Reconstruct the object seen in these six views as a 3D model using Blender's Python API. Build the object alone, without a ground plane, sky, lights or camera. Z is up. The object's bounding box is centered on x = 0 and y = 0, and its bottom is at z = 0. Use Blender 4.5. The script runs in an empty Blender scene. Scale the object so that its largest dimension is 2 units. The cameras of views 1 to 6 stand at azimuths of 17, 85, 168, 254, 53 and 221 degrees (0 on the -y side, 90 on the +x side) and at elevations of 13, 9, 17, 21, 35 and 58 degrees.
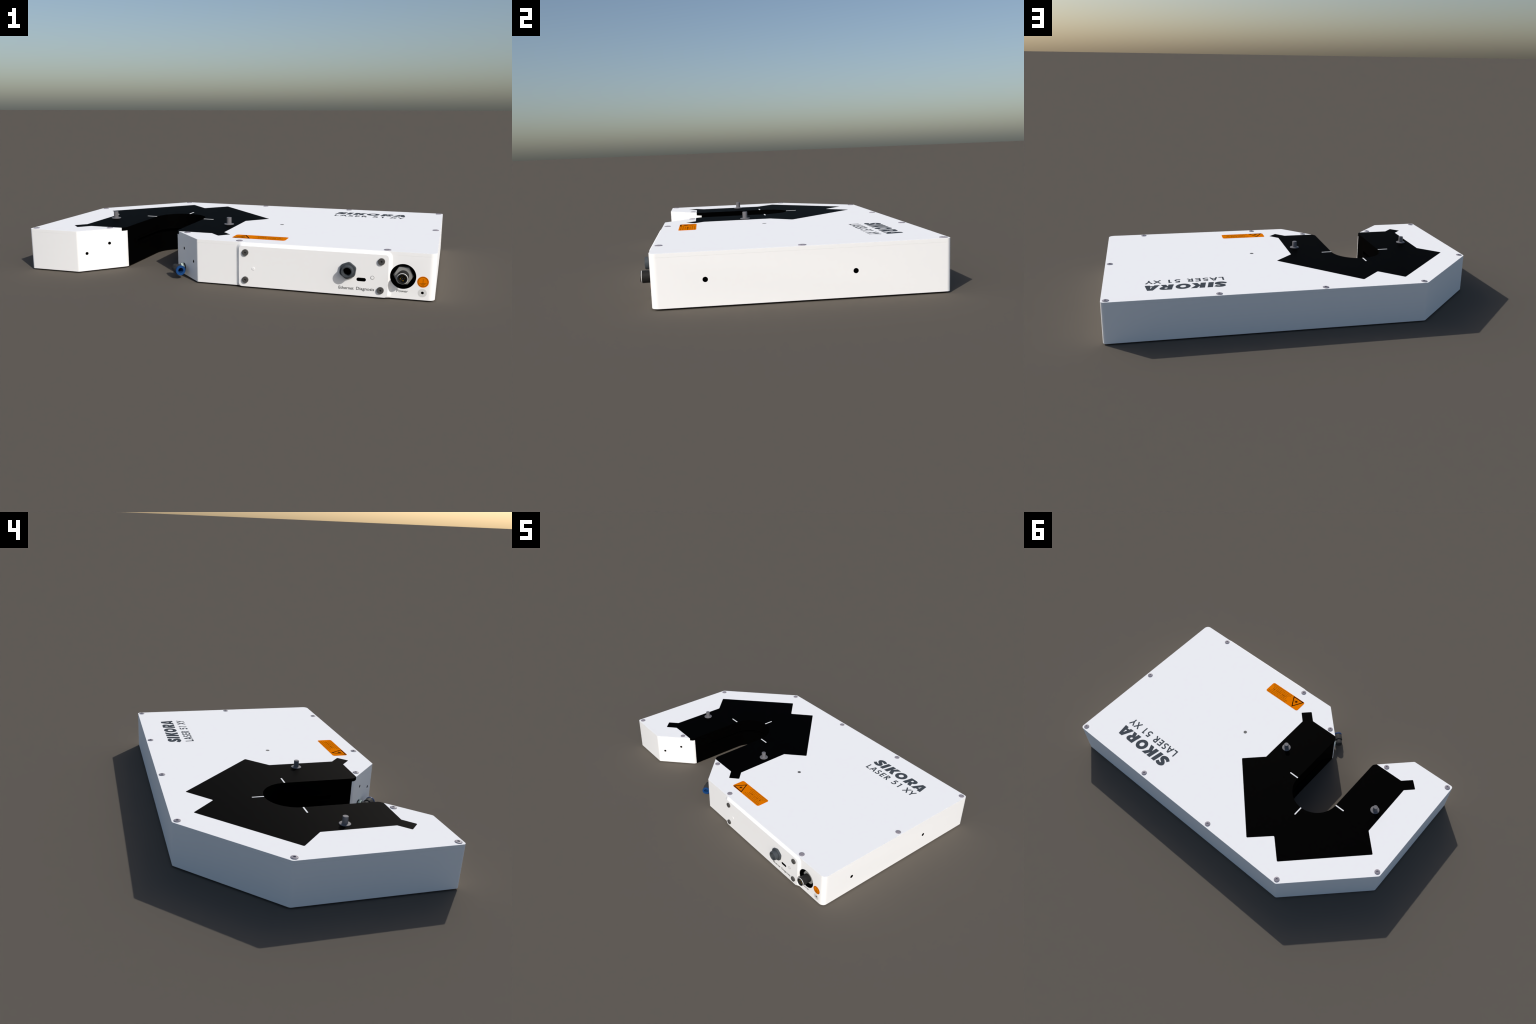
import bpy, bmesh, math
from mathutils import Vector, Matrix

# ------------------------------------------------------------------ sizes
TOP = 0.2095            # upper face of the lid
SEAM = 0.1945           # underside of the lid
XC, R_SLOT = -0.408, 0.142
FRONT, BACK = -0.5435, 0.5910
MOUTH_R = 0.028        # rounding of the slot mouth
BASE = 0.0040          # underside; the lower screw heads stand on the ground
X_L, X_R = -0.7290, -0.0870   # where the slanted faces meet the front
PANEL_Y = -0.5555
COL = bpy.context.scene.collection

# ------------------------------------------------------------------ materials
def material(name, rgb, rough=0.5, spec=0.4, metal=0.0, grain=0.04, scale=60.0, bump=0.0):
    m = bpy.data.materials.new(name)
    m.use_nodes = True
    nt = m.node_tree
    b = nt.nodes["Principled BSDF"]
    tc = nt.nodes.new("ShaderNodeTexCoord")
    nz = nt.nodes.new("ShaderNodeTexNoise")
    nz.inputs["Scale"].default_value = scale
    nz.inputs["Detail"].default_value = 4.0
    nt.links.new(tc.outputs["Object"], nz.inputs["Vector"])
    cr = nt.nodes.new("ShaderNodeValToRGB")
    lo, hi = 1.0 - grain, 1.0 + grain
    cr.color_ramp.elements[0].position = 0.3
    cr.color_ramp.elements[1].position = 0.7
    cr.color_ramp.elements[0].color = (rgb[0]*lo, rgb[1]*lo, rgb[2]*lo, 1)
    cr.color_ramp.elements[1].color = (rgb[0]*hi, rgb[1]*hi, rgb[2]*hi, 1)
    nt.links.new(nz.outputs["Fac"], cr.inputs["Fac"])
    nt.links.new(cr.outputs["Color"], b.inputs["Base Color"])
    b.inputs["Roughness"].default_value = rough
    b.inputs["Specular IOR Level"].default_value = spec
    b.inputs["Metallic"].default_value = metal
    if bump:
        bp = nt.nodes.new("ShaderNodeBump")
        bp.inputs["Strength"].default_value = bump
        bp.inputs["Distance"].default_value = 0.0005
        nt.links.new(nz.outputs["Fac"], bp.inputs["Height"])
        nt.links.new(bp.outputs["Normal"], b.inputs["Normal"])
    return m

WHITE = material("white_paint", (0.992, 0.992, 0.992), 0.8, 0.0, grain=0.003, scale=40)
BLACK = material("black_anodised", (0.0008, 0.0008, 0.0008), 0.55, 0.0075, grain=0.2)
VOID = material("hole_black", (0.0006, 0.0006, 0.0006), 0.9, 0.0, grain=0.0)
MARK = material("white_mark", (0.90, 0.90, 0.90), 0.5, 0.05, grain=0.01)
STEEL = material("screw_steel", (0.31, 0.29, 0.33), 0.45, 0.14, grain=0.03)
PINGREY = material("pin_grey", (0.165, 0.162, 0.175), 0.45, 0.14, grain=0.03)
SLATE = material("slate_ink", (0.068, 0.080, 0.095), 0.6, 0.0, grain=0.02)
INK = material("dark_ink", (0.045, 0.045, 0.045), 0.6, 0.0, grain=0.02)
PLUG = material("hole_plug_grey", (0.12, 0.12, 0.12), 0.6, 0.3, grain=0.03)
PSCREW = material("dark_screw", (0.085, 0.083, 0.08), 0.5, 0.12, grain=0.04)
SOCKET = material("socket_plastic", (0.062, 0.072, 0.082), 0.5, 0.12, grain=0.04)
RUBBER = material("black_plastic", (0.02, 0.02, 0.02), 0.5, 0.12, grain=0.06)
FITTING = material("fitting_plastic", (0.050, 0.050, 0.050), 0.55, 0.05, grain=0.06)
NICKEL = material("nickel_grey", (0.40, 0.40, 0.385), 0.42, 0.3, metal=0.25, grain=0.03)
GREENISH = material("plated_nut", (0.50, 0.60, 0.53), 0.45, 0.16, grain=0.03)
BLUE = material("release_blue", (0.010, 0.058, 0.20), 0.45, 0.12, grain=0.04)
GOLD = material("contact_gold", (0.30, 0.17, 0.01), 0.35, 0.17, metal=0.3, grain=0.03)  # gold darkened in the base colour for the shadow inside the plug
ORANGE = material("sticker_orange", (0.85, 0.205, 0.0), 0.5, 0.0, grain=0.015)
BLACKINK = material("sticker_black", (0.006, 0.004, 0.003), 0.5, 0.0, grain=0.05)
BROWNINK = material("sticker_fine_print", (0.44, 0.125, 0.003), 0.5, 0.0, grain=0.05)
BOLDINK = material("sticker_bold_print", (0.05, 0.017, 0.002), 0.5, 0.0, grain=0.05)
ORINGINK = material("sticker_line", (0.17, 0.055, 0.003), 0.5, 0.0, grain=0.05)
LIGHTGREY = material("bare_metal", (0.76, 0.76, 0.75), 0.45, 0.10, grain=0.02)
LENSGREY = material("lens_rim", (0.20, 0.20, 0.20), 0.5, 0.10, grain=0.02)

# ------------------------------------------------------------------ helpers
def add(name, bm, mat, parent=None, smooth=30.0, matrix=None):
    me = bpy.data.meshes.new(name)
    bmesh.ops.remove_doubles(bm, verts=bm.verts, dist=1e-6)
    bmesh.ops.recalc_face_normals(bm, faces=bm.faces)
    for f in bm.faces:
        f.smooth = smooth > 0
    if smooth > 0:
        for e in bm.edges:
            if len(e.link_faces) == 2 and e.calc_face_angle(0) > math.radians(smooth):
                e.smooth = False
    if matrix is not None:
        bm.transform(matrix)
    bm.to_mesh(me); bm.free()
    if mat: me.materials.append(mat)
    ob = bpy.data.objects.new(name, me)
    COL.objects.link(ob)
    if parent: ob.parent = parent
    return ob

def rounded(pts, radii, seg=8):
    """2D outline with each corner turned into an arc."""
    out = []; n = len(pts)
    if not isinstance(radii, (list, tuple)): radii = [radii]*n
    for i, p in enumerate(pts):
        r = radii[i]; p = Vector(p)
        if r <= 0: out.append(p); continue
        a = (Vector(pts[i-1])-p).normalized(); b = (Vector(pts[(i+1) % n])-p).normalized()
        half = a.angle(b)/2
        d = r/math.tan(half); c = p+(a+b).normalized()*(r/math.sin(half))
        s = p+a*d-c; e = p+b*d-c
        tot = s.angle_signed(e)
        for k in range(seg+1):
            t = -tot*k/seg
            out.append(c+Vector((s.x*math.cos(t)-s.y*math.sin(t), s.x*math.sin(t)+s.y*math.cos(t))))
    return out

def area(pts):
    return sum(pts[i-1].x*pts[i].y-pts[i].x*pts[i-1].y for i in range(len(pts)))/2

def prism_bm(pts, z0, z1, bm=None, cap0=True, cap1=True):
    pts = [Vector(p) for p in pts]
    if area(pts) < 0: pts.reverse()
    bm = bm or bmesh.new()
    lo = [bm.verts.new((p.x, p.y, z0)) for p in pts]
    hi = [bm.verts.new((p.x, p.y, z1)) for p in pts]
    n = len(pts)
    for i in range(n):
        j = (i+1) % n
        bm.faces.new((lo[i], lo[j], hi[j], hi[i]))
    if cap1: bm.faces.new(hi)
    if cap0: bm.faces.new(lo[::-1])
    return bm

def lathe_bm(profile, seg=40, bm=None, phase=0.0):
    """profile: (radius, height) pairs about z; radius 0 closes the end."""
    bm = bm or bmesh.new(); rings = []
    for r, z in profile:
        if r < 1e-7: rings.append([bm.verts.new((0, 0, z))])
        else: rings.append([bm.verts.new((r*math.cos(phase+2*math.pi*k/seg), r*math.sin(phase+2*math.pi*k/seg), z)) for k in range(seg)])
    for A, B in zip(rings, rings[1:]):
        for k in range(seg):
            j = (k+1) % seg
            if len(A) == 1 and len(B) == 1: continue
            if len(A) == 1: bm.faces.new((A[0], B[j], B[k]))
            elif len(B) == 1: bm.faces.new((A[k], A[j], B[0]))
            else: bm.faces.new((A[k], A[j], B[j], B[k]))
    return bm

def circle(c, r, n=40, ph=0.0):
    return [Vector((c[0]+r*math.cos(ph+2*math.pi*k/n), c[1]+r*math.sin(ph+2*math.pi*k/n))) for k in range(n)]

def ring_bm(c, r0, r1, z0, z1, bm=None, n=48):
    bm = bm or bmesh.new()
    A, B = circle(c, r0, n), circle(c, r1, n)
    L = [[bm.verts.new((p.x, p.y, z)) for p in P] for P, z in ((A, z0), (B, z0), (B, z1), (A, z1))]
    for i in range(4):
        P, Q = L[i], L[(i+1) % 4]
        for k in range(n):
            j = (k+1) % n
            bm.faces.new((P[k], P[j], Q[j], Q[k]))
    return bm

def frame(origin, zdir, xdir):
    z = Vector(zdir).normalized(); x = Vector(xdir); x = (x-z*x.dot(z)).normalized(); y = z.cross(x)
    M = Matrix((x, y, z)).transposed().to_4x4(); M.translation = Vector(origin)
    return M

def front(x, z, y=FRONT):
    """frame on the front face: local x right, local y up, local z outward"""
    return frame((x, y, z), (0, -1, 0), (1, 0, 0))

def apply_mods(ob):
    dg = bpy.context.evaluated_depsgraph_get(); dg.update()
    me = bpy.data.meshes.new_from_object(ob.evaluated_get(dg))
    ob.modifiers.clear(); old = ob.data; nm = old.name; ob.data = me
    bpy.data.meshes.remove(old); me.name = nm

def cut(ob, cutters):
    for c in cutters:
        m = ob.modifiers.new("cut", "BOOLEAN"); m.object = c; m.operation = "DIFFERENCE"; m.solver = "EXACT"
    apply_mods(ob)
    for c in cutters: bpy.data.objects.remove(c, do_unlink=True)

def resmooth(ob, deg=30.0, bevel=0.0):
    if bevel:
        m = ob.modifiers.new("bevel", "BEVEL"); m.width = bevel; m.segments = 1; m.limit_method = "ANGLE"; m.angle_limit = math.radians(40)
        apply_mods(ob)
    bm = bmesh.new(); bm.from_mesh(ob.data)
    bmesh.ops.dissolve_degenerate(bm, edges=bm.edges, dist=1e-6)
    for f in bm.faces: f.smooth = True
    for e in bm.edges:
        e.smooth = not (len(e.link_faces) == 2 and e.calc_face_angle(0) > math.radians(deg))
    bm.to_mesh(ob.data); bm.free()

def cup_bm(r, depth, n=32):
    """blind hole, mouth at local z = 0"""
    return lathe_bm([(r, 0), (r, -depth), (0, -depth)], n)

def cyl_cutter(M, r, depth, n=32):
    return add("cutter", lathe_bm([(0, -depth), (r, -depth), (r, 0.02), (0, 0.02)], n), None, smooth=0, matrix=M)

# ------------------------------------------------------------------ thing
root = bpy.data.objects.new("laser_gauge", None)
COL.objects.link(root)
root["label"] = "white slab-shaped laser diameter gauge with black U slot"
root["category"] = "measuring device"

# ------------------------------------------------------------------ outlines
def outer_walls():
    # clockwise start at slot mouth, right side, going round by the front, right, back, left
    return [((X_R, FRONT), 0.012), ((1.0, FRONT), 0.028), ((1.0, BACK), 0.018),
            ((-0.5985, BACK), 0.018), ((-1.0, 0.192), 0.018), ((-1.0, FRONT), 0.014), ((X_L, FRONT), 0.014)]

slot_arc = [(XC+R_SLOT*math.cos(math.pi-math.pi*k/48), R_SLOT*math.sin(math.pi-math.pi*k/48)) for k in range(49)]
body_pts = [p for p, r in outer_walls()]; body_r = [r for p, r in outer_walls()]
xl, xr = XC-R_SLOT, XC+R_SLOT
body_pts += [(xl, -0.355)] + slot_arc + [(xr, -0.364)]
body_r += [MOUTH_R] + [0]*len(slot_arc) + [MOUTH_R]
# slot mouth ends lie on the 45 degree faces
body_pts[7] = (xl, FRONT+(xl-X_L)); body_pts[-1] = (xr, FRONT+(X_R-xr))

half_plate = [(0.335, -0.3815), (0.386, -0.4315), (0.432, -0.386), (0.384, -0.338),
              (0.384, 0.0085), (0.4885, 0.112), (0.1125, 0.4875)]
plate_left = [(XC-dx, y) for dx, y in half_plate]; plate_right = [(XC+dx, y) for dx, y in reversed(half_plate)]
edge_radii = [0.003, 0.005, 0.005, 0.003, 0.004, 0.006, 0.006]
lid_pts = [p for p, r in outer_walls()] + [(XC-0.1715, -0.3815)] + plate_left + [(XC, 0.379)] + plate_right + [(XC+0.1605, -0.3815)]
lid_r = [r for p, r in outer_walls()] + [0] + edge_radii + [0.007] + edge_radii[::-1] + [0]
# the lid tips end where the straight opening edge meets the 45 degree faces
tip = -0.3815
lid_pts[7] = (tip-FRONT+X_L, tip); lid_pts[-1] = (X_R-(tip-FRONT), tip)

# ------------------------------------------------------------------ housing with slot and light window
housing = add("housing", prism_bm(rounded(body_pts, body_r), BASE, SEAM-0.0001), None, smooth=0)
WIN = 0.10             # depth of the light window behind the slot wall
window_out = [(XC-R_SLOT-WIN, -0.247)] + [(XC+(R_SLOT+WIN)*math.cos(math.pi-math.pi*k/48), (R_SLOT+WIN)*math.sin(math.pi-math.pi*k/48)) for k in range(49)] + [(XC+R_SLOT+WIN, -0.247)]
cutters = [add("cutter", prism_bm(window_out, 0.1065, 0.1265), None, smooth=0)]
hole_frames = []
NL, NR = (0.7071, -0.7071, 0), (-0.7071, -0.7071, 0)
for x, y, z in ((-0.6140, -0.4285, 0.1354), (-0.6967, -0.5110, 0.0934)):
    hole_frames.append((frame((x, FRONT+(x-X_L), z), NL, (0, 0, 1)), 0.0078))
for x, z in ((-0.2020, 0.1356), (-0.1193, 0.0936)):
    hole_frames.append((frame((x, FRONT+(X_R-x), z), NR, (0, 0, 1)), 0.0078))
for y, z in ((-0.3423, 0.105), (0.2214, 0.105)):
    hole_frames.append((frame((1.0, y, z), (1, 0, 0), (0, 0, 1)), 0.0102))
hole_frames.append((front(0.9475, 0.0363), 0.0062))
for M, r in hole_frames: cutters.append(cyl_cutter(M, r, 0.03))
POWER = front(0.8634, 0.1027)
ME = front(0.6275, 0.1162, PANEL_Y)
cutters.append(cyl_cutter(ME, 0.0174, 0.072))
cutters.append(cyl_cutter(POWER, 0.0553, 0.042, 64))
cutters.append(add("cutter", prism_bm(rounded([(-0.0207, -0.0082), (0.0207, -0.0082), (0.0207, 0.0082), (-0.0207, 0.0082)], 0.0080, 8), -0.05, 0.02), None, smooth=0, matrix=front(0.6862, 0.0783)))
cut(housing, cutters)
resmooth(housing)

# the slot walls carry the black lining: split it off along its own border
bm = bmesh.new(); bm.from_mesh(housing.data)
dark = []
for f in bm.faces:
    c = f.calc_center_median(); n = f.normal
    on_wall = abs(n.z) < 0.5 and abs(c.x-XC) < R_SLOT+0.001 and c.y > -0.3535
    in_window = 0.1060 < c.z < 0.1270 and abs(c.x-XC) < R_SLOT+WIN+0.001 and c.y > -0.2475 and c.y < R_SLOT+WIN+0.001
    if on_wall or in_window: dark.append(f)
bm2 = bm.copy()
idx = {f.index for f in dark}
bmesh.ops.delete(bm, geom=dark, context="FACES")
bm.to_mesh(housing.data); bm.free()
bm2.faces.ensure_lookup_table()
bmesh.ops.delete(bm2, geom=[f for f in bm2.faces if f.index not in idx], context="FACES")
me = bpy.data.meshes.new("slot_lining"); bm2.to_mesh(me); bm2.free()
lining = bpy.data.objects.new("slot_lining", me); COL.objects.link(lining); lining.parent = root
housing.data.materials.clear(); housing.data.materials.append(WHITE)
me.materials.clear(); me.materials.append(BLACK)
housing.parent = root

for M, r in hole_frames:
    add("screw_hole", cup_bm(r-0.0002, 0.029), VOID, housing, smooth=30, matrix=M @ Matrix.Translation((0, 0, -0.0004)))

# ------------------------------------------------------------------ lid
lid = add("lid", prism_bm(rounded(lid_pts, lid_r), SEAM, TOP), WHITE, root, smooth=0)
resmooth(lid, 15, 0.0003)

# ------------------------------------------------------------------ black cover plate let into the lid
def plate_outline(corner, proud=0.0):
    pts = [(XC-0.1735+0.0003, -0.3815)] + plate_left + [(XC, 0.379)] + plate_right + [(XC+0.1735, -0.3815)]
    pts[0] = (lid_pts[7][0], tip); pts[-1] = (lid_pts[-1][0], tip)
    # slot side: from the right tip to the slot wall, round the slot, to the left tip
    k = 1-proud/R_SLOT
    pts += [(xr-proud, body_pts[-1][1]-proud)] + [(XC+(x-XC)*k, y*k) for x, y in slot_arc[::-1]] + [(xl+proud, body_pts[7][1]-proud)]
    rad = [0] + edge_radii + [0.007] + edge_radii[::-1] + [0] + [corner] + [0]*len(slot_arc) + [corner]
    return rounded(pts, rad)
bm = prism_bm(plate_outline(MOUTH_R), SEAM+0.0012, TOP+0.0002)
prism_bm(plate_outline(MOUTH_R, 0.0004), SEAM-0.0012, SEAM+0.0011, bm)
plate = add("cover_plate", bm, BLACK, root, smooth=30)

for ang in (0, 90, 180):
    L = [Vector((R_SLOT+0.0005, -0.0036)), Vector((0.2, -0.0036)), Vector((0.2, 0.0036)), Vector((R_SLOT+0.0005, 0.0036))]
    L = rounded(L, [0.001, 0.003, 0.003, 0.001], 5)
    add("alignment_mark", prism_bm(L, TOP-0.001, TOP+0.0009), MARK, plate, smooth=30,
        matrix=Matrix.Translation((XC, 0, 0)) @ Matrix.Rotation(math.radians(ang), 4, "Z"))

# guide pins: stem with a flanged foot
pin_profile = [(0, 0.0375), (0.0118, 0.0375), (0.0128, 0.0365), (0.0128, 0.0062), (0.0145, 0.0046), (0.0245, 0.0040), (0.026, 0.0028), (0.026, 0.0012), (0.025, 0.0003), (0, 0.0003)]
pin = None
for x in (-0.0748, -0.7410):
    if pin is None:
        pin = add("guide_pin", lathe_bm(pin_profile, 40), PINGREY, plate); ob = pin
    else:
        ob = pin.copy(); COL.objects.link(ob); ob.parent = plate
    ob.location = (x, -0.1208, TOP)

# ------------------------------------------------------------------ lid screws: button heads with hexagon socket
def socket_screw(name, R, H, rs, depth, mat, dome=True, cyl=0.0):
    n = 36; bm = bmesh.new()
    hexr = lambda a: rs*math.cos(math.pi/6)/math.cos((a % (math.pi/3))-math.pi/6)
    prof = []
    if dome:
        for k in range(6):
            t = k/5*0.92
            prof.append((R*math.cos(t*math.pi/2) if k else R, cyl+(H-cyl)*math.sin(t*math.pi/2)))
    else:
        prof = [(R, 0.0), (R, H-0.0012), (R-0.0012, H)]
    if dome: prof = [(R, 0.0)]+[p for p in prof if p[0] > rs*1.15]
    rings = [[bm.verts.new((r*math.cos(2*math.pi*k/n), r*math.sin(2*math.pi*k/n), z)) for k in range(n)] for r, z in prof]
    for z in (H, H-depth):
        rings.append([bm.verts.new((hexr(2*math.pi*k/n)*math.cos(2*math.pi*k/n), hexr(2*math.pi*k/n)*math.sin(2*math.pi*k/n), z)) for k in range(n)])
    for A, B in zip(rings, rings[1:]):
        for k in range(n):
            j = (k+1) % n
            bm.faces.new((A[k], A[j], B[j], B[k]))
    bm.faces.new(rings[-1])
    return add(name, bm, mat, None, smooth=35)

screws = [(0.7912, -0.5192), (0.9765, 0.0236), (0.9765, 0.5675), (0.4537, 0.5676), (-0.07, 0.5672), (-0.5877, 0.567),
          (-0.9755, 0.1787), (-0.9755, -0.5195), (-0.6229, -0.4028), (-0.1937, -0.4024), (0.1151, -0.5192)]
first = None
for i, (x, y) in enumerate(screws):
    if first is None: ob = first = socket_screw("lid_screw", 0.0157, 0.0037, 0.0066, 0.0030, STEEL, cyl=0.0017)
    else: ob = first.copy(); COL.objects.link(ob)
    ob.parent = lid; ob.location = (x, y, TOP-0.0002); ob.rotation_euler.z = 0.7*i
    under = first.copy(); COL.objects.link(under); under.name = "base_screw"
    under.parent = housing; under.location = (x, y, BASE+0.0002); under.rotation_euler.x = math.pi; under.scale.z = 1.12

add("plugged_hole", lathe_bm([(0.0104, -0.001), (0.0104, 0.0004), (0, 0.0004)], 32), PLUG, lid, matrix=Matrix.Translation((0.1944, -0.0438, TOP)))

# ------------------------------------------------------------------ lettering on the lid
LAYER = [0]
def lift():
    """each overlapping stroke lies a hair above the last, so that no two faces share a plane"""
    LAYER[0] = (LAYER[0]+1) % 12
    return LAYER[0]*1.2e-5

def letter_prism(bm, pts, z0, z1):
    prism_bm(pts, z0, z1+lift(), bm)

def stroke(bm, path, width, z0, z1):
    """flat band of the given width (a number or a list) along a 2D path"""
    P = [Vector(p) for p in path]; n = len(P); left, right = [], []
    for i, p in enumerate(P):
        t = (P[min(i+1, n-1)]-P[max(i-1, 0)]).normalized(); nrm = Vector((-t.y, t.x))
        w = (width[i] if isinstance(width, list) else width)/2
        left.append(p+nrm*w); right.append(p-nrm*w)
    up = lift()
    L = [[bm.verts.new((q.x, q.y, z if z == z0 else z+up+i*1.5e-6)) for i, q in enumerate(side)] for side, z in ((left, z0), (right, z0), (right, z1), (left, z1))]
    for i in range(n-1):
        for a in range(4):
            A, B = L[a], L[(a+1) % 4]
            bm.faces.new((A[i], A[i+1], B[i+1], B[i]))
    for i in (0, n-1): bm.faces.new([L[a][i] for a in range(4)])

def spline(pts, sub=8):
    P = [Vector(p) for p in pts]; P = [2*P[0]-P[1]]+P+[2*P[-1]-P[-2]]; out = []
    for i in range(1, len(P)-2):
        a, b, c, d = P[i-1:i+3]
        for k in range(sub):
            t = k/sub
            out.append(0.5*((2*b)+(c-a)*t+(2*a-5*b+4*c-d)*t*t+(3*b-a-3*c+d)*t**3))
    out.append(P[-2]); return out

Z0, Z1 = TOP-0.0005, TOP+0.0004
def holed(bm, outer, inner):
    """outline with one hole, as a band between the two loops (same count)"""
    n = len(outer)
    L = [[bm.verts.new((q.x, q.y, z)) for q in side] for side, z in ((outer, Z0), (inner, Z0), (inner, Z1), (outer, Z1))]
    for i in range(n):
        j = (i+1) % n
        for a in range(4):
            A, B = L[a], L[(a+1) % 4]
            bm.faces.new((A[i], A[j], B[j], B[i]))

def resample(pts, centre, n=72):
    """loop points at even angles round a centre (star-shaped outlines)"""
    c = Vector(centre); out = []; m = len(pts)
    for k in range(n):
        a = 2*math.pi*k/n; d = Vector((math.cos(a), math.sin(a))); best = None
        for i in range(m):
            p, q = Vector(pts[i])-c, Vector(pts[(i+1) % m])-c; e = q-p
            den = d.x*e.y-d.y*e.x
            if abs(den) < 1e-12: continue
            t = (p.x*e.y-p.y*e.x)/den; u = (p.x*d.y-p.y*d.x)/den
            if t > 0 and -1e-6 <= u <= 1+1e-6: best = t if best is None else max(best, t)
        out.append(c+d*best)
    return out

bm = bmesh.new()
# S: heavy stroke
S = spline([(0.4605, 0.4535), (0.448, 0.4615), (0.432, 0.4620), (0.4195, 0.4545), (0.4215, 0.4455), (0.4335, 0.4355), (0.4455, 0.4280), (0.4465, 0.4170), (0.4340, 0.4098), (0.4180, 0.4110), (0.4020, 0.4205)])
n = len(S)
stroke(bm, S, [0.0200+0.0025*math.sin(math.pi*i/(n-1)) for i in range(n)], Z0, Z1)
# I, K
letter_prism(bm, [(0.461, 0.4), (0.487, 0.4), (0.4995, 0.4705), (0.4735, 0.4705)], Z0, Z1)
letter_prism(bm, [(0.5, 0.4), (0.526, 0.4), (0.5315, 0.431), (0.543, 0.4), (0.5705, 0.4), (0.5545, 0.4355), (0.5805, 0.4705), (0.551, 0.4705), (0.534, 0.4425), (0.5385, 0.4705), (0.5125, 0.4705)], Z0, Z1)
# O: sheared ring
sh = lambda x, y: Vector((0.6148+x+0.10*y, 0.4353+y))
holed(bm, [sh(0.0365*math.cos(2*math.pi*k/64), 0.0365*math.sin(2*math.pi*k/64)) for k in range(64)],
      [sh(0.0145*math.cos(2*math.pi*k/64), 0.0155*math.sin(2*math.pi*k/64)) for k in range(64)])
# R: stem with bowl, then leg
bowl = [(0.6655, 0.438), (0.671, 0.4705)] + spline([(0.698, 0.4705), (0.716, 0.4690), (0.7275, 0.4600), (0.7285, 0.4470), (0.7215, 0.4340), (0.709, 0.4270)], 6) + [(0.6635, 0.426)]
hole = [(0.6895, 0.4385)] + spline([(0.6995, 0.4395), (0.7045, 0.4445), (0.7040, 0.4520), (0.6990, 0.4545)], 4) + [(0.6925, 0.4545)]
cen = (0.6965, 0.4470)
holed(bm, resample(bowl, cen), resample(hole, cen))
letter_prism(bm, [(0.6578, 0.4), (0.6835, 0.4), (0.6885, 0.4275), (0.6625, 0.4275)], Z0, Z1)
letter_prism(bm, [(0.696, 0.4), (0.7215, 0.4), (0.7105, 0.4295), (0.6865, 0.4275)], Z0, Z1)
# A: upper part with counter, then two feet
top = [(0.7310, 0.4105), (0.7612, 0.4705), (0.788, 0.4705), (0.7970, 0.4105)]
holed(bm, resample(top, (0.7686, 0.430)), resample([(0.7615, 0.4245), (0.7728, 0.4485), (0.7728, 0.4245)], (0.7686, 0.430)))
letter_prism(bm, [(0.7257, 0.4), (0.7512, 0.4), (0.7565, 0.4110), (0.7312, 0.4110)], Z0, Z1)
letter_prism(bm, [(0.7732, 0.4), (0.7985, 0.4), (0.7969, 0.4110), (0.7728, 0.4110)], Z0, Z1)
add("maker_lettering", bm, SLATE, lid, smooth=0)

# model line: thin sans capitals 46 mm tall, placed glyph by glyph as strokes
bm = bmesh.new(); B, H, W = 0.330, 0.0462, 0.0082
def seg(p, q, w=W):
    p, q = Vector(p), Vector(q)
    stroke(bm, [(p.x, B+p.y), (q.x, B+q.y)], w, Z0, Z1)
def curve(pts, w=W, sub=7):
    stroke(bm, spline([(x, B+y) for x, y in pts], sub), w, Z0, Z1)
e = W/2
seg((0.4055+e, 0), (0.4055+e, H)); seg((0.4055, e), (0.4305, e))                                   # L
seg((0.4405, 0), (0.4545, H)); seg((0.4730, 0), (0.4575, H)); seg((0.4470, 0.0150), (0.4670, 0.0150), W*0.85)   # A
curve([(0.4840, 0.0080), (0.4900, 0.0040), (0.4985, 0.0040), (0.5065, 0.0085), (0.5060, 0.0180), (0.4975, 0.0235), (0.4900, 0.0285), (0.4890, 0.0360), (0.4950, 0.0420), (0.5030, 0.0420), (0.5085, 0.0385)])   # S
seg((0.5225+e, 0), (0.5225+e, H))
for yy in (e, 0.0232, H-e): seg((0.5225, yy), (0.5490 if yy != 0.0232 else 0.5475, yy))             # E
seg((0.5600+e, 0), (0.5600+e, H)); curve([(0.5605, H-e), (0.5740, H-e), (0.5815, 0.0395), (0.5825, 0.0320), (0.5770, 0.0240), (0.5680, 0.0215), (0.5605, 0.0215)]); seg((0.5700, 0.0220), (0.5870, 0))   # R
seg((0.6290, H-e), (0.6480, H-e)); seg((0.6290+e*0.6, H), (0.6265+e*0.4, 0.0240)); curve([(0.6255, 0.0260), (0.6340, 0.0278), (0.6430, 0.0250), (0.6475, 0.0165), (0.6435, 0.0075), (0.6340, 0.0038), (0.6230, 0.0075)])  # 5
seg((0.6740+e, 0), (0.6740+e, H)); seg((0.6665, 0.0395), (0.6775, 0.0425), W*0.95)                   # 1
seg((0.7205, 0), (0.7535, H)); seg((0.7525, 0), (0.7215, H))                                       # X
seg((0.7775, 0), (0.7775, 0.0200)); seg((0.7775, 0.0180), (0.7620, H)); seg((0.7775, 0.0180), (0.7935, H))   # Y
add("model_lettering", bm, SLATE, lid, smooth=0)

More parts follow.
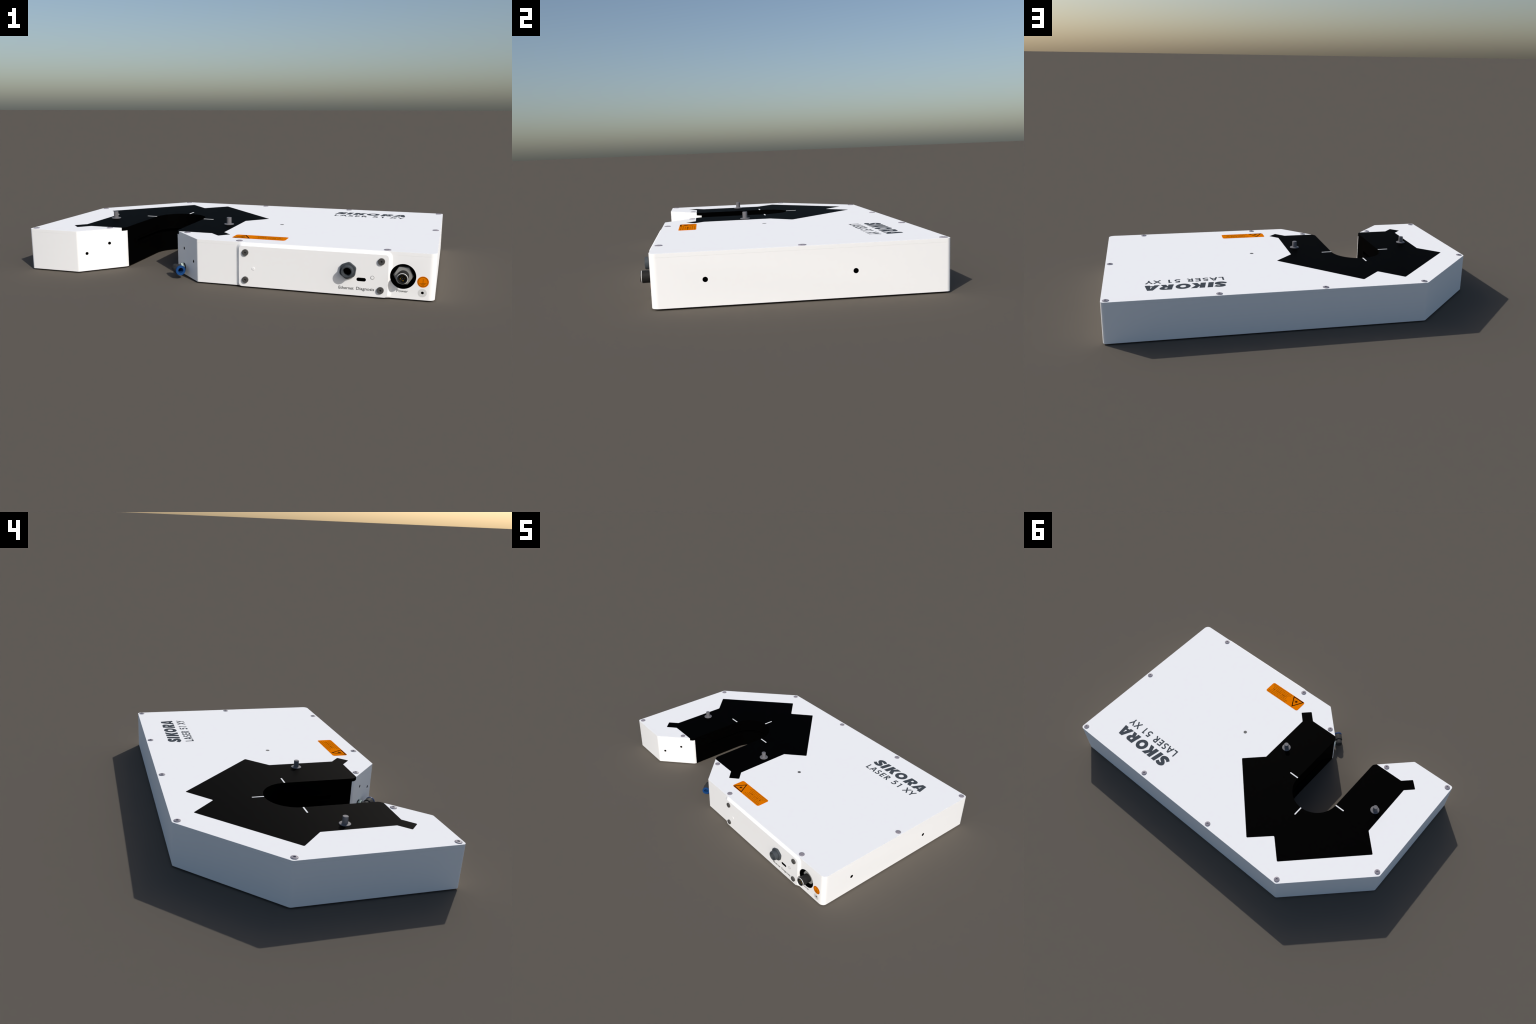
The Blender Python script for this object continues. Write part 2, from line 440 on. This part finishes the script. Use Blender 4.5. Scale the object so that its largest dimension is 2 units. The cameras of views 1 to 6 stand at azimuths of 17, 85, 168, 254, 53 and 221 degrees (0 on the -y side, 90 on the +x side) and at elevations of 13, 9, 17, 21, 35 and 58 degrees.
# ------------------------------------------------------------------ warning label
def rect(x0, y0, x1, y1): return [(x0, y0), (x1, y0), (x1, y1), (x0, y1)]
label = add("warning_label", prism_bm(rounded(rect(0.0556, -0.4597, 0.3162, -0.3762), 0.0125), TOP-0.0005, TOP+0.0004), ORANGE, lid, smooth=30)
LZ = (TOP+0.0003, TOP+0.0007)
def tri_loop(s):
    c = Vector((0.1043, -0.4313))
    return [c+(Vector(p)-c)*s for p in ((0.0622, -0.4568), (0.1464, -0.4568), (0.1043, -0.3815))]
bm = bmesh.new(); A, Bn = tri_loop(1.0), tri_loop(0.765)
L = [[bm.verts.new((q.x, q.y, z)) for q in P] for P, z in ((A, LZ[0]), (Bn, LZ[0]), (Bn, LZ[1]), (A, LZ[1]))]
for i in range(3):
    for a in range(4):
        bm.faces.new((L[a][i], L[a][(i+1) % 3], L[(a+1) % 4][(i+1) % 3], L[(a+1) % 4][i]))
add("warning_triangle", bm, BLACKINK, label, smooth=0)
bm = prism_bm(circle((0.1045, -0.4305), 0.0048, 20), *LZ)
for k in range(16):
    a = 2*math.pi*k/16; r = 0.0125 if k % 2 == 0 else 0.0095
    d = Vector((math.cos(a), math.sin(a))); o = Vector((0.1045, -0.4305))
    stroke(bm, [o+d*0.004, o+d*r], [0.0014, 0.0006], *LZ)
stroke(bm, [(0.1085, -0.4305), (0.1215, -0.4305)], [0.0016, 0.0010], *LZ)
add("laser_burst", bm, BLACKINK, label, smooth=0)
# fine print: rows of word-length dashes, too small to read in the original
bm = bmesh.new(); import random; rnd = random.Random(5)
for y, x0, x1 in ((-0.3845, 0.160, 0.303), (-0.3955, 0.153, 0.307), (-0.4060, 0.169, 0.292), (-0.4290, 0.170, 0.291), (-0.4395, 0.158, 0.301), (-0.4500, 0.156, 0.307)):
    x = x0
    while x < x1-0.004:
        w = min(rnd.uniform(0.006, 0.020), x1-x)
        prism_bm(rect(x, y-0.0021, x+w, y+0.0021), LZ[0], LZ[1]-0.0001, bm); x += w+0.0032
ob = add("label_fine_print", bm, BROWNINK, label, smooth=0); ob["kind"] = "stuff"

def lettering(name, text, x0, x1, y0, cap, mat, parent, M, z0=-0.0004, z1=0.0005, weight=0.0):
    cu = bpy.data.curves.new(name, "FONT"); cu.body = text; cu.size = 1.0; cu.offset = weight; cu.extrude = 0.5; cu.resolution_u = 4
    to = bpy.data.objects.new(name, cu); COL.objects.link(to)
    dg = bpy.context.evaluated_depsgraph_get(); dg.update()
    me = bpy.data.meshes.new_from_object(to.evaluated_get(dg))
    bpy.data.objects.remove(to, do_unlink=True)
    xs = [v.co.x for v in me.vertices]; ys = [v.co.y for v in me.vertices]
    a = (x1-x0)/(max(xs)-min(xs)); b = cap/max(ys); mx = min(xs)
    for v in me.vertices:
        v.co = M @ Vector((x0+(v.co.x-mx)*a, y0+v.co.y*b, z0+(v.co.z+0.5)*(z1-z0)))
    me.materials.clear(); me.materials.append(mat)
    ob = bpy.data.objects.new(name, me); COL.objects.link(ob); ob.parent = parent
    return ob
lettering("label_bold_print", "LASER CLASS 1M", 0.176, 0.2855, -0.4208, 0.0070, BOLDINK, label, Matrix.Translation((0, 0, TOP)), 0.0002, 0.0007, 0.006)

# ------------------------------------------------------------------ connector panel on the front face
def rr(off):
    x0, x1, z0, z1, r = 0.1238, 0.8013, BASE+0.0004, 0.1942, 0.0145
    return rounded([(x0-off, z0-off), (x1+off, z0-off), (x1+off, z1+off), (x0-off, z1+off)], r+off, 10)
bm = bmesh.new(); rings = []
DEP = FRONT-PANEL_Y
flank = [(0.0155*(d/10)**1.35, d/10) for d in range(0, 10)] + [(0.0155, 0.975), (0.0185, 0.992), (0.0225, 1.0)]
for off, d in flank:          # skirt sweeping from the panel edge out to the housing face
    pts = rr(off); y = PANEL_Y+DEP*d
    rings.append([bm.verts.new((p.x, y+0.0002, min(max(p.y, BASE+0.0003), TOP-0.0003))) for p in pts])
face = bm.faces.new(rings[0])
for A, Bq in zip(rings, rings[1:]):
    for i in range(len(A)):
        j = (i+1) % len(A); bm.faces.new((A[i], A[j], Bq[j], Bq[i]))
back = [bm.verts.new((v.co.x, FRONT+0.003, v.co.z)) for v in rings[-1]]
for i in range(len(back)):
    j = (i+1) % len(back); bm.faces.new((rings[-1][i], rings[-1][j], back[j], back[i]))
bm.faces.new(back[::-1])
bmesh.ops.dissolve_degenerate(bm, edges=bm.edges, dist=1e-6)
panel = add("connector_panel", bm, WHITE, root, smooth=35)
USB = rounded(rect(-0.0207, -0.0082, 0.0207, 0.0082), 0.0080, 8)
cutters = [add("cutter", prism_bm(USB, -0.03, 0.02), None, smooth=0, matrix=front(0.6862, 0.0783, PANEL_Y)), cyl_cutter(POWER, 0.0554, 0.03, 64), cyl_cutter(ME, 0.0174, 0.03)]
cut(panel, cutters); resmooth(panel, 35)
panel.data.materials.clear(); panel.data.materials.append(WHITE)
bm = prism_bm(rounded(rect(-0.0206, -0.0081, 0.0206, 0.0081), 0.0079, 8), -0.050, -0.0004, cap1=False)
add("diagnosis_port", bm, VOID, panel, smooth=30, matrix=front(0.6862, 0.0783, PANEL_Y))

first = None
for x in (0.1550, 0.7709):
    for z in (0.0366, 0.1650):
        M = front(x, z, PANEL_Y)
        if first is None: ob = first = socket_screw("panel_screw", 0.0150, 0.0075, 0.0050, 0.0045, PSCREW, dome=False)
        else: ob = first.copy(); COL.objects.link(ob)
        ob.parent = panel; ob.matrix_local = M
add("status_light", lathe_bm([(0.0083, -0.001), (0.0083, 0.0006), (0.0072, 0.0007), (0.0070, 0.0002), (0.0070, -0.001)], 32), LENSGREY, panel, matrix=front(0.7345, 0.0906, PANEL_Y))
add("status_lens", lathe_bm([(0.0069, -0.001), (0.0068, 0.0003), (0, 0.0004)], 32), WHITE, panel, matrix=front(0.7345, 0.0906, PANEL_Y))
add("blanking_plug", lathe_bm([(0.0075, -0.001), (0.0075, 0.0006), (0.0066, 0.0012), (0, 0.0013)], 32), WHITE, panel, matrix=front(0.1932, 0.0906, PANEL_Y))
lettering("port_lettering", "Ethernet", 0.5886, 0.6548, 0.0298, 0.0130, INK, panel, frame((0, PANEL_Y, 0), (0, -1, 0), (1, 0, 0)), weight=0.0)
lettering("port_lettering", "Diagnosis", 0.6664, 0.7438, 0.0308, 0.0132, INK, panel, frame((0, PANEL_Y, 0), (0, -1, 0), (1, 0, 0)), weight=0.0)
lettering("port_lettering", "Power", 0.8392, 0.8872, 0.0325, 0.0116, INK, housing, frame((0, FRONT, 0), (0, -1, 0), (1, 0, 0)), weight=0.0)

# ethernet socket: rounded hexagon flange, round collar, dark bore
eth = bpy.data.objects.new("ethernet_socket", None); COL.objects.link(eth); eth.parent = root
hexo = lambda r, ph=0.0: [(r*math.cos(ph+math.pi/3*k), r*math.sin(ph+math.pi/3*k)) for k in range(6)]
bm = bmesh.new()
loops = []
for r, z in ((0.0174, 0.0), (0.0400, 0.0), (0.0400, 0.0105), (0.0380, 0.0125), (0.0174, 0.0125)):
    base = circle((0, 0), r, 72) if r < 0.02 else resample(rounded(hexo(r, math.radians(82)), 0.015, 6), (0, 0), 72)
    loops.append([bm.verts.new((p.x, p.y, z)) for p in base])
for A, Bq in zip(loops, loops[1:]+loops[:1]):
    for i in range(72):
        j = (i+1) % 72; bm.faces.new((A[i], A[j], Bq[j], Bq[i]))
add("socket_flange", bm, SOCKET, eth, matrix=ME)
add("socket_collar", lathe_bm([(0.0275, 0.012), (0.0272, 0.018), (0.0262, 0.0342), (0.0250, 0.0357), (0.0205, 0.0357), (0.0195, 0.0337), (0.0182, 0.0337), (0.0176, 0.016)], 48), SOCKET, eth, matrix=ME)
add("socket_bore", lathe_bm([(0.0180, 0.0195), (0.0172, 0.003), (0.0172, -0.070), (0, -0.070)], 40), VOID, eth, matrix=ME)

# power socket sunk in a round well
pw = bpy.data.objects.new("power_socket", None); COL.objects.link(pw); pw.parent = root
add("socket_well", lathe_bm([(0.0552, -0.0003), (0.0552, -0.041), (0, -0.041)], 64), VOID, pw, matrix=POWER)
bm = prism_bm(hexo(0.0425, math.radians(-2)), -0.040, -0.0130)
nut = add("socket_nut", bm, None, pw, smooth=0)
keep = add("cutter", lathe_bm([(0, -0.06), (0.060, -0.06), (0.060, -0.0290), (0.0350, -0.0128), (0, -0.0128)], 64), None, smooth=0)
m = nut.modifiers.new("chamfer", "BOOLEAN"); m.object = keep; m.operation = "INTERSECT"; m.solver = "EXACT"
apply_mods(nut); bpy.data.objects.remove(keep, do_unlink=True)
nut.data.transform(POWER); nut.data.materials.clear(); nut.data.materials.append(NICKEL); resmooth(nut, 25)
PLUG_M = POWER @ Matrix.Translation((0, 0, -0.0018))
add("plug_sleeve", lathe_bm([(0.0245, -0.0150), (0.0245, 0.0405), (0.0236, 0.0415), (0.0225, 0.0418)], 48), RUBBER, pw, matrix=PLUG_M)
add("plug_ring", lathe_bm([(0.0238, 0.0414), (0.0240, 0.0432), (0.0228, 0.0440), (0.0210, 0.0440), (0.0210, 0.0410)], 48), LIGHTGREY, pw, matrix=PLUG_M)
add("plug_rim", lathe_bm([(0.0218, 0.0430), (0.0216, 0.0466), (0.0206, 0.0474), (0.0180, 0.0474), (0.0172, 0.0460), (0.0170, 0.0300), (0, 0.0300)], 48), RUBBER, pw, matrix=PLUG_M)
bm = bmesh.new()
for a in (-31, 59):
    d = Vector((math.cos(math.radians(a)), math.sin(math.radians(a))))
    stroke(bm, [-d*0.0140, d*0.0140], 0.0022, 0.0295, 0.0365)
add("plug_key", bm, FITTING, pw, smooth=0, matrix=PLUG_M)
for a in (14, 104, 194, 284):
    p = (0.0100*math.cos(math.radians(a)), 0.0100*math.sin(math.radians(a)), 0)
    add("plug_contact", lathe_bm([(0.0026, 0.0295), (0.0026, 0.0375), (0.0014, 0.0390), (0, 0.0390)], 16), GOLD, pw, matrix=PLUG_M @ Matrix.Translation(p))

# earth sticker and earth terminal
EM = front(0.9477, 0.0846)
st = add("earth_sticker", lathe_bm([(0.0245, -0.0004), (0.0245, 0.0003), (0, 0.0003)], 48), ORANGE, root, matrix=EM)
bm = ring_bm((0, 0), 0.0198, 0.0215, 0.0002, 0.0006)
stroke(bm, [(0, -0.0058), (0, 0.0132)], 0.0013, 0.0002, 0.0006)
for w, y in ((0.0145, -0.0064), (0.0093, -0.0110), (0.0050, -0.0160)): stroke(bm, [(-w, y), (w, y)], 0.0015, 0.0002, 0.0006)
add("earth_symbol", bm, ORINGINK, st, smooth=0, matrix=EM)
add("earth_terminal", ring_bm((0, 0), 0.0063, 0.0186, -0.0005, 0.0004), LIGHTGREY, root, matrix=front(0.9475, 0.0363))

# ------------------------------------------------------------------ push-in air fitting on the slanted face
fit = bpy.data.objects.new("air_fitting", None); COL.objects.link(fit); fit.parent = root
sd = Vector((math.sqrt(0.5), -math.sqrt(0.5), 0)); nd = Vector((-math.sqrt(0.5), -math.sqrt(0.5), 0))
n0 = Vector((X_R, FRONT, 0)).dot(nd)
stud = frame(sd*0.157+nd*n0+Vector((0, 0, 0.0405)), nd, sd)
add("fitting_washer", lathe_bm([(0, -0.001), (0.0200, -0.001), (0.0205, 0.001), (0.0205, 0.0045), (0.0195, 0.0060), (0, 0.0060)], 40), RUBBER, fit, matrix=stud)
bm = prism_bm(hexo(0.0220, math.radians(18)), 0.0058, 0.0200)
add("fitting_nut", bm, GREENISH, fit, smooth=0, matrix=stud)
add("fitting_neck", lathe_bm([(0.0140, 0.016), (0.0140, 0.045), (0, 0.045)], 32), FITTING, fit, matrix=stud)
tube = frame(nd*(n0+0.0445)+Vector((0, 0, 0.0410)), sd, (0, 0, 1))
add("fitting_elbow", lathe_bm([(0, 0.1420), (0.0140, 0.1420), (0.0170, 0.1430), (0.0185, 0.1455), (0.0192, 0.1680), (0.0185, 0.1705), (0.0185, 0.1740), (0.0232, 0.1755), (0.0236, 0.1770), (0.0234, 0.2110), (0.0225, 0.2135), (0.0140, 0.2135), (0.0140, 0.1490)], 48), FITTING, fit, matrix=tube)
add("release_ring", lathe_bm([(0.0225, 0.2130), (0.0243, 0.2145), (0.0246, 0.2165), (0.0246, 0.2205), (0.0236, 0.2222), (0.0135, 0.2222), (0.0125, 0.2205), (0.0120, 0.1500), (0, 0.1500)], 48), BLUE, fit, matrix=tube)
